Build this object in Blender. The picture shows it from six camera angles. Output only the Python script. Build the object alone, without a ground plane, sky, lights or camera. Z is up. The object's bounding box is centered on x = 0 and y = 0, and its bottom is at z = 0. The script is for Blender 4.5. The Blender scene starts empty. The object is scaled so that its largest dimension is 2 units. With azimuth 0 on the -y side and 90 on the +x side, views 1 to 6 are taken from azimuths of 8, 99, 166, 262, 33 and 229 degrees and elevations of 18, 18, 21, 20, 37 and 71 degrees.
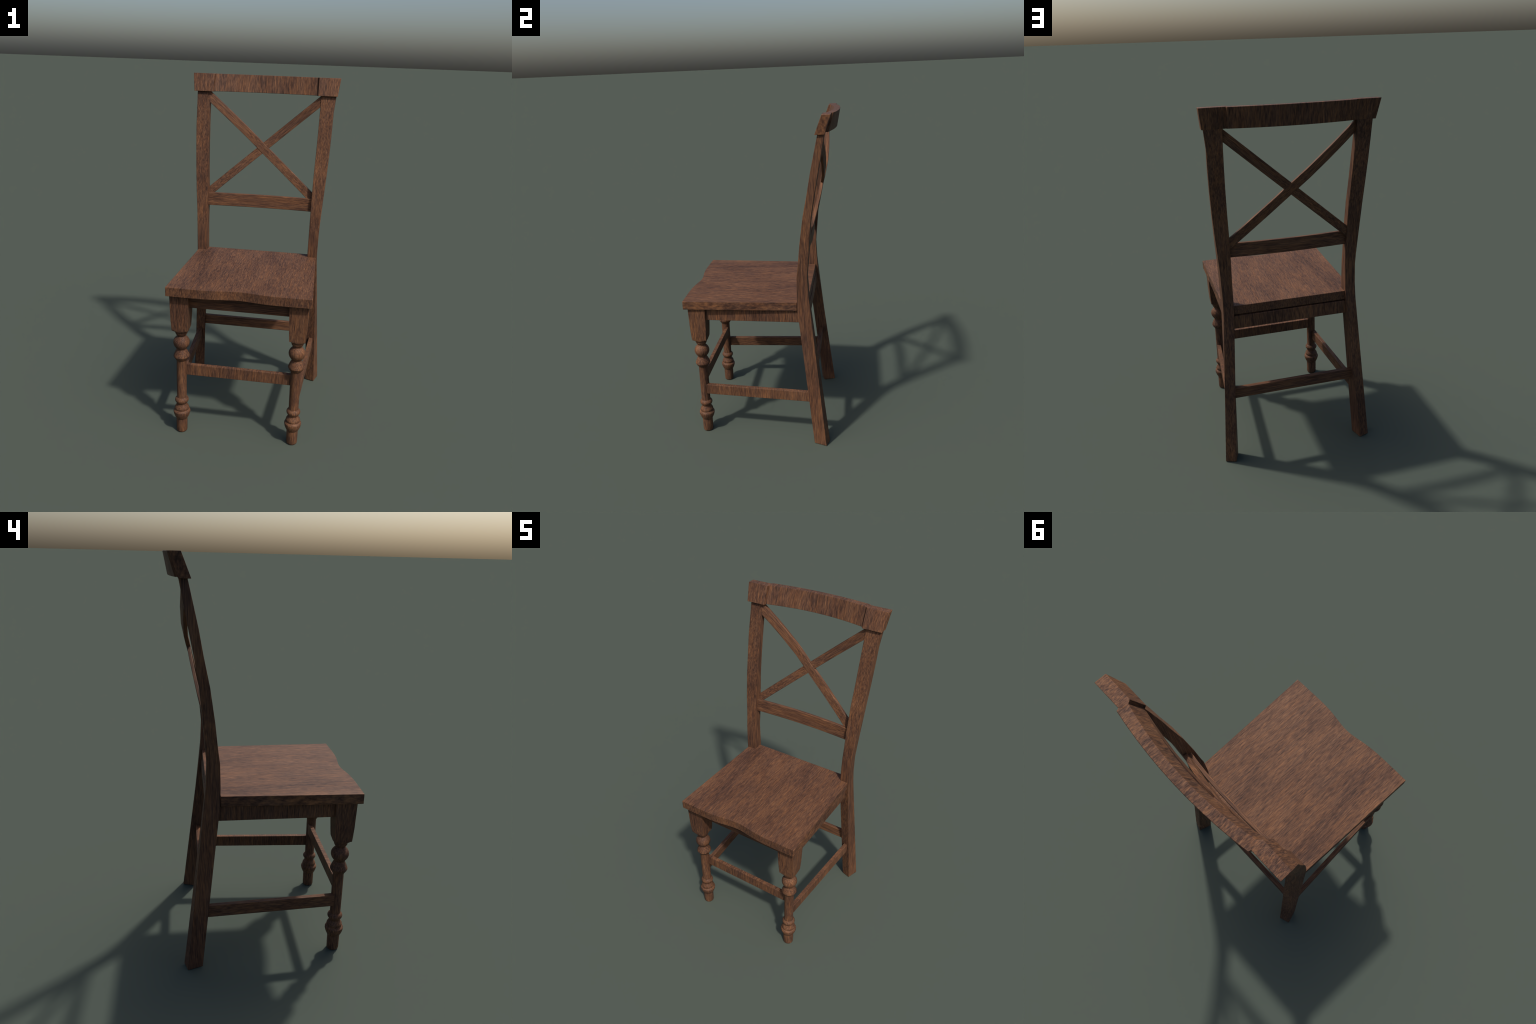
"""Cross-back wooden dining chair with turned front legs (bpy, Blender 4.5)."""
import bpy, bmesh, math
from mathutils import Vector

# ------------------------------------------------------------------ helpers
def lerp_rows(rows, t):
    """Piecewise-linear interpolation in a table whose first column is t."""
    if t <= rows[0][0]:
        return rows[0][1:]
    for a, b in zip(rows, rows[1:]):
        if t <= b[0]:
            k = (t - a[0]) / (b[0] - a[0])
            return tuple(p + (q - p) * k for p, q in zip(a[1:], b[1:]))
    return rows[-1][1:]


def loft(name, rings, cap=True):
    """Skin a list of equal-length closed rings of points into one mesh."""
    bm = bmesh.new()
    vr = [[bm.verts.new(p) for p in ring] for ring in rings]
    n = len(rings[0])
    for a, b in zip(vr, vr[1:]):
        for i in range(n):
            j = (i + 1) % n
            bm.faces.new((a[i], a[j], b[j], b[i]))
    if cap:
        bm.faces.new(list(reversed(vr[0])))
        bm.faces.new(vr[-1])
    bmesh.ops.recalc_face_normals(bm, faces=bm.faces)
    me = bpy.data.meshes.new(name)
    bm.to_mesh(me)
    bm.free()
    return me


def flip_x(rings):
    return [[(-x, y, z) for x, y, z in ring] for ring in rings]


ROOT = bpy.data.objects.new("wooden_chair", None)
ROOT.empty_display_size = 0.3
bpy.context.scene.collection.objects.link(ROOT)
ROOT["label"] = "dark brown wooden chair with X back and turned legs"
ROOT["category"] = "dining chair"


def add(name, mesh, material, parent=None, bevel=0.0025, smooth=35, segments=2):
    ob = bpy.data.objects.new(name, mesh)
    bpy.context.scene.collection.objects.link(ob)
    ob.parent = parent or ROOT
    mesh.materials.clear()
    mesh.materials.append(material)
    if bevel:
        m = ob.modifiers.new("bevel", "BEVEL")
        m.width = bevel
        m.segments = segments
        m.limit_method = "ANGLE"
        m.angle_limit = math.radians(40)
    for p in mesh.polygons:
        p.use_smooth = True
    mesh.set_sharp_from_angle(angle=math.radians(smooth))
    return ob


# ----------------------------------------------------------------- material
def wood(name, grain, tilt=0.0, warp=0.0, tone=1.0):
    """Stained oak.  grain = how fast the pattern changes along x, y, z (1/m);
    tilt turns the grain about y; warp bends the streaks."""
    mat = bpy.data.materials.new(name)
    mat.use_nodes = True
    nt = mat.node_tree
    nd, ln = nt.nodes, nt.links
    bsdf = nd["Principled BSDF"]

    def new(kind, **kw):
        n = nd.new(kind)
        for k, v in kw.items():
            setattr(n, k, v)
        return n

    def math_node(op, a, b):
        n = new("ShaderNodeMath", operation=op)
        for i, s in enumerate((a, b)):
            if isinstance(s, (int, float)):
                n.inputs[i].default_value = s
            else:
                ln.new(s, n.inputs[i])
        return n.outputs[0]

    tc = new("ShaderNodeTexCoord")
    info = new("ShaderNodeObjectInfo")
    rot = new("ShaderNodeVectorRotate", rotation_type="Y_AXIS")
    rot.inputs["Angle"].default_value = tilt
    ln.new(tc.outputs["Object"], rot.inputs["Vector"])
    shift = math_node("MULTIPLY", info.outputs["Random"], 23.0)
    co = new("ShaderNodeVectorMath", operation="ADD")
    ln.new(rot.outputs[0], co.inputs[0])
    ln.new(shift, co.inputs[1])
    base = co.outputs[0]
    if warp:
        wn = new("ShaderNodeTexNoise")
        wn.inputs["Scale"].default_value = 9.0
        wn.inputs["Detail"].default_value = 1.0
        ln.new(base, wn.inputs["Vector"])
        wv = new("ShaderNodeVectorMath", operation="SCALE")
        ln.new(wn.outputs["Color"], wv.inputs[0])
        wv.inputs["Scale"].default_value = warp
        wa = new("ShaderNodeVectorMath", operation="ADD")
        ln.new(base, wa.inputs[0])
        ln.new(wv.outputs[0], wa.inputs[1])
        base = wa.outputs[0]

    def streak(mult, detail, rough):
        mp = new("ShaderNodeMapping")
        mp.inputs["Scale"].default_value = [g * mult for g in grain]
        ln.new(base, mp.inputs["Vector"])
        nz = new("ShaderNodeTexNoise")
        nz.inputs["Scale"].default_value = 1.0
        nz.inputs["Detail"].default_value = detail
        nz.inputs["Roughness"].default_value = rough
        ln.new(mp.outputs[0], nz.inputs["Vector"])
        return nz.outputs["Fac"]

    fine = streak(1.0, 3.0, 0.65)       # single fibres
    mid = streak(0.42, 2.0, 0.55)       # bands of fibres
    blotch = new("ShaderNodeTexNoise")  # stain that took unevenly
    blotch.inputs["Scale"].default_value = 5.5
    blotch.inputs["Detail"].default_value = 2.0
    bmap = new("ShaderNodeMapping")
    big = max(grain)
    bmap.inputs["Scale"].default_value = [0.45 + 0.9 * g / big for g in grain]
    ln.new(base, bmap.inputs["Vector"])
    ln.new(bmap.outputs[0], blotch.inputs["Vector"])

    v = math_node("MULTIPLY", fine, 0.58)
    v = math_node("ADD", v, math_node("MULTIPLY", mid, 0.30))
    v = math_node("ADD", v, math_node("MULTIPLY", blotch.outputs["Fac"], 0.24))
    v = math_node("SUBTRACT", v, 0.57)
    v = math_node("ADD", math_node("MULTIPLY", v, 1.06), 0.503)

    ramp = new("ShaderNodeValToRGB")
    cr = ramp.color_ramp
    cr.elements[0].position, cr.elements[0].color = 0.34, (0.033, 0.0180, 0.0130, 1)
    cr.elements[1].position, cr.elements[1].color = 0.70, (0.245, 0.113, 0.055, 1)
    for pos, col in ((0.43, (0.066, 0.0325, 0.0215)), (0.50, (0.102, 0.0492, 0.0282)),
                     (0.58, (0.149, 0.0695, 0.0350))):
        e = cr.elements.new(pos)
        e.color = (*col, 1)
    ln.new(v, ramp.inputs["Fac"])

    # reddish against greyish stretches of the stain
    hue = streak(0.22, 2.0, 0.5)
    hr = new("ShaderNodeValToRGB")
    hr.color_ramp.elements[0].position = 0.35
    hr.color_ramp.elements[0].color = (0.96 * tone, 1.0 * tone, 1.06 * tone, 1)
    hr.color_ramp.elements[1].position = 0.65
    hr.color_ramp.elements[1].color = (1.04 * tone, 0.99 * tone, 0.92 * tone, 1)
    ln.new(hue, hr.inputs["Fac"])
    mix = new("ShaderNodeMix", data_type="RGBA", blend_type="MULTIPLY")
    mix.inputs[0].default_value = 1.0
    ln.new(ramp.outputs["Color"], mix.inputs[6])
    ln.new(hr.outputs["Color"], mix.inputs[7])
    ln.new(mix.outputs[2], bsdf.inputs["Base Color"])

    rr = new("ShaderNodeMapRange")
    rr.inputs["From Min"].default_value = 0.3
    rr.inputs["From Max"].default_value = 0.7
    rr.inputs["To Min"].default_value = 0.62
    rr.inputs["To Max"].default_value = 0.50
    ln.new(v, rr.inputs["Value"])
    ln.new(rr.outputs[0], bsdf.inputs["Roughness"])
    bsdf.inputs["Specular IOR Level"].default_value = 0.12
    bump = new("ShaderNodeBump")
    bump.inputs["Strength"].default_value = 0.25
    bump.inputs["Distance"].default_value = 0.0015
    ln.new(fine, bump.inputs["Height"])
    ln.new(bump.outputs[0], bsdf.inputs["Normal"])
    return mat


W_SEAT = wood("seat_wood", (380, 26, 75))
W_UPRIGHT = wood("upright_wood", (310, 310, 12))
W_TURNED = wood("turned_wood", (320, 320, 26))
W_CROSSCUT = wood("cross_grain_wood", (240, 50, 20), warp=0.018)
W_END = wood("end_block_wood", (300, 70, 26), warp=0.006, tone=1.06)
W_LENGTH_X = wood("rail_wood", (13, 310, 310))
W_APRON = wood("apron_wood", (13, 310, 310), tone=0.72)  # same wood, base colour darkened to bake in the shade under the seat front
W_LENGTH_Y = wood("side_rail_wood", (300, 18, 300))
W_CROSS_Y = wood("side_cross_grain_wood", (70, 330, 22))

# --------------------------------------------------------------------- seat
def seat_front(x):
    """Front edge in plan: a scoop at the middle, a faint bulge beside it."""
    return -0.467 + 0.0205 * math.exp(-(x / 0.112) ** 2) - 0.002 * abs(math.sin(math.pi * x / 0.39))

Z_SEAT, Z_UNDER = 0.927, 0.875
half = 0.392
plan = [(-half + 2 * half * i / 32, seat_front(-half + 2 * half * i / 32)) for i in range(33)]
plan += [(0.3748, 0.2215), (0.3265, 0.2250), (0.3265, 0.2835)]
plan += [(-x, y) for x, y in reversed(plan[-3:])]
seat = loft("seat", [[(x, y, Z_UNDER) for x, y in plan], [(x, y, Z_SEAT) for x, y in plan]])
add("seat", seat, W_SEAT, bevel=0.0018)

# --------------------------------------------------------------- rear posts
# z, then front-outer, back-outer, back-inner, front-inner corners as x, y
POST = [
    (0.000, .4160, .3150, .4410, .3910, .3820, .4100, .3575, .3345),
    (0.885, .3815, .2245, .3815, .3010, .3225, .3010, .3220, .2260),
    (0.970, .3820, .2230, .3795, .2920, .3210, .2930, .3215, .2240),
    (1.090, .3840, .2255, .3810, .2865, .3205, .2870, .3225, .2265),
    (1.160, .3870, .2345, .3845, .2925, .3205, .2930, .3230, .2355),
    (1.290, .3950, .2480, .3940, .3030, .3220, .3040, .3235, .2490),
    (1.450, .4035, .2700, .4055, .3170, .3275, .3180, .3265, .2710),
    (1.580, .4100, .2960, .4120, .3385, .3320, .3390, .3310, .2970),
    (1.700, .4140, .3170, .4160, .3605, .3350, .3610, .3340, .3180),
    (1.800, .4150, .3380, .4180, .3785, .3365, .3790, .3355, .3390),
    (1.845, .4155, .3475, .4185, .3865, .3360, .3870, .3365, .3485),
    (1.930, .4170, .3660, .4200, .4020, .3350, .4025, .3375, .3670),
]
rings = [[(r[1 + 2 * k], r[2 + 2 * k], r[0]) for k in range(4)] for r in POST]
flared = [[(x + max(0.0, z - 1.80) * (0.085 if x > .38 else 0.0), y, z) for x, y, z in ring]
          for ring in rings]                       # one post opens out a little under the crest
for side in (flared, flip_x(rings)):
    add("rear_post", loft("rear_post", side), W_UPRIGHT, bevel=0.002, smooth=30)

# --------------------------------------------------------------- front legs
LEG_X, LEG_Y = 0.3245, -0.3895
TURNING = [  # z, radius of the turned part, read from the foot upwards
    (0.000, .0285), (0.003, .0305), (0.008, .0317), (0.050, .0322), (0.085, .0326),
    (0.089, .0350), (0.100, .0405), (0.113, .0455), (0.126, .0486), (0.134, .0484),
    (0.140, .0450), (0.144, .0400), (0.146, .0392), (0.149, .0405), (0.154, .0412),
    (0.160, .0398), (0.168, .0350), (0.176, .0300), (0.181, .0285), (0.186, .0300),
    (0.195, .0362), (0.202, .0392), (0.208, .0396), (0.215, .0372), (0.221, .0318),
    (0.224, .0286), (0.228, .0280), (0.340, .0286), (0.458, .0288), (0.463, .0294),
    (0.466, .0315), (0.478, .0398), (0.489, .0452), (0.494, .0450),
    (0.499, .0430), (0.510, .0385), (0.521, .0335), (0.529, .0290), (0.533, .0276), (0.538, .0290),
    (0.546, .0355), (0.556, .0418), (0.566, .0454), (0.576, .0464), (0.586, .0448),
    (0.597, .0395), (0.606, .0320), (0.612, .0258), (0.615, .0244), (0.618, .0256),
    (0.624, .0300), (0.630, .0334), (0.635, .0346), (0.641, .0340), (0.6412, .0360),
    (0.645, .0395), (0.650, .0435), (0.655, .0520), (0.660, .0620), (0.666, .0700),
    (0.690, .0800), (0.740, .0900), (0.880, .0900),
]
BLOCK = [(0.640, .0420), (0.660, .0440), (0.700, .0470), (0.740, .0490), (0.800, .0510), (0.880, .0530)]
SIDES = 32
rings = []
for z, r in TURNING:
    h = lerp_rows(BLOCK, z)[0] if z > 0.64 else 1.0
    ring = []
    for i in range(SIDES):
        a = 2 * math.pi * i / SIDES
        c, s = math.cos(a), math.sin(a)
        d = min(r, h / max(abs(c), abs(s)))      # square block cut by the turning
        ring.append((LEG_X + d * c, LEG_Y + d * s, z))
    rings.append(ring)
for side in (rings, flip_x(rings)):
    add("front_leg", loft("front_leg", side), W_TURNED, bevel=0.0, smooth=27)

# ------------------------------------------------------- aprons, stretchers
def bar(a_out, a_in, b_out, b_in, z0, z1):
    """Straight bar with a plan outline of four corners between two heights."""
    plan4 = [a_out, b_out, b_in, a_in]
    return [[(x, y, z) for x, y in plan4] for z in (z0, z1)]

AP0, AP1 = 0.7935, 0.8685
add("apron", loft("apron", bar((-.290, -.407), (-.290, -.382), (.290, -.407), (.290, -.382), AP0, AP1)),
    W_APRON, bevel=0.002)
side = bar((.360, -.345), (.335, -.345), (.3625, .240), (.3375, .240), AP0 + .002, AP1 + .004)
add("apron", loft("apron", side), W_CROSS_Y, bevel=0.002)
add("apron", loft("apron", flip_x(side)), W_CROSS_Y, bevel=0.002)
add("apron", loft("apron", bar((-.327, .288), (-.327, .262), (.327, .288), (.327, .262), AP0 - .002, AP1 - .001)),
    W_CROSSCUT, bevel=0.002)

add("stretcher", loft("stretcher", bar((-.302, -.390), (-.302, -.366), (.302, -.390), (.302, -.366), .369, .435)),
    W_CROSSCUT, bevel=0.002)
side = bar((.350, -.372), (.325, -.372), (.3905, .285), (.3655, .290), .2765, .3415)
add("stretcher", loft("stretcher", side), W_CROSS_Y, bevel=0.002)
add("stretcher", loft("stretcher", flip_x(side)), W_LENGTH_Y, bevel=0.002)
add("stretcher", loft("stretcher", bar((-.362, .325), (-.362, .300), (.362, .325), (.362, .300), .370, .4335)),
    W_LENGTH_X, bevel=0.002)

# --------------------------------------------------------------- crest rail
def bow(x, reach):
    return max(0.0, 1.0 - (x / reach) ** 2)

rings = []
for x in [-.3205, -.3155] + [-.260 + .065 * i for i in range(9)] + [.3155, .3205]:
    b = bow(x, 0.3205)
    cut = .0105 if abs(x) > .32 else 0.0         # back edge slopes down to the end blocks
    rings.append([(x, .357 + .041 * b, 1.8975), (x, .410 + .0375 * b - cut, 1.8975),
                  (x, .4405 + .0255 * b - cut, 1.9995), (x, .3945 + .036 * b, 1.9995)])
crest = add("crest_rail", loft("crest_rail", rings), W_CROSSCUT, bevel=0.002, smooth=25)
block = []
for x, lean in ((.319, 0.0), (.4345, .013)):     # inner end (chamfered into the rail), outer end
    k = -.010 if x < .4 else 0.0
    block.append([(x, .3440, 1.8965), (x + k, .3610, 1.8965), (x + k, .3830, 1.8965), (x, .3970, 1.8965),
                  (x + lean, .4305, 2.0), (x + k + lean, .4170, 2.0), (x + k + lean, .3990, 2.0),
                  (x + lean, .3830, 2.0)])
for s in (block, flip_x(block)):
    add("crest_end", loft("crest_end", s), W_END, parent=crest, bevel=0.0015)

# -------------------------------------------------- lower back rail, braces
rings = []
for i in range(13):
    x = -0.332 + 0.664 * i / 12
    b = bow(x, 0.332)
    rings.append([(x, .2610 + .014 * b, 1.2095), (x, .2800 + .014 * b, 1.2095),
                  (x, .2830 + .0185 * b, 1.2890), (x, .2640 + .020 * b, 1.2890)])
add("back_slat", loft("back_slat", rings), W_LENGTH_X, bevel=0.0025, smooth=25)

SLOPE, Z_CROSS, HALF_UP = 0.87, 1.5715, 0.0325

BRACE_Y = [  # along the brace from its low end, then how far back its middle lies
    (-.340, .2865), (-.220, .3155), (-.100, .3390), (0.00, .3555), (.050, .3655),
    (.100, .3740), (.200, .3765), (.270, .3725), (.340, .3640)]

def brace(direction, half_thick):
    rings = []
    for i in range(15):
        u = -0.338 + 0.676 * i / 14            # along the brace, low end first
        zc = Z_CROSS + SLOPE * u
        mid_y = lerp_rows(BRACE_Y, u)[0]
        yc = lambda z: mid_y + .2 * (z - zc)
        lo, hi = zc - HALF_UP, zc + HALF_UP
        x = direction * u
        rings.append([(x, yc(lo) - half_thick, lo), (x, yc(lo) + half_thick, lo),
                      (x, yc(hi) + half_thick, hi), (x, yc(hi) - half_thick, hi)])
    return rings

ang = math.atan(SLOPE)
add("cross_brace", loft("cross_brace", brace(-1, .0098)),
    wood("falling_brace_wood", (13, 310, 310), tilt=-ang), bevel=0.002, smooth=25)
add("cross_brace", loft("cross_brace", brace(1, .0078)),
    wood("rising_brace_wood", (13, 310, 310), tilt=ang), bevel=0.002, smooth=25)
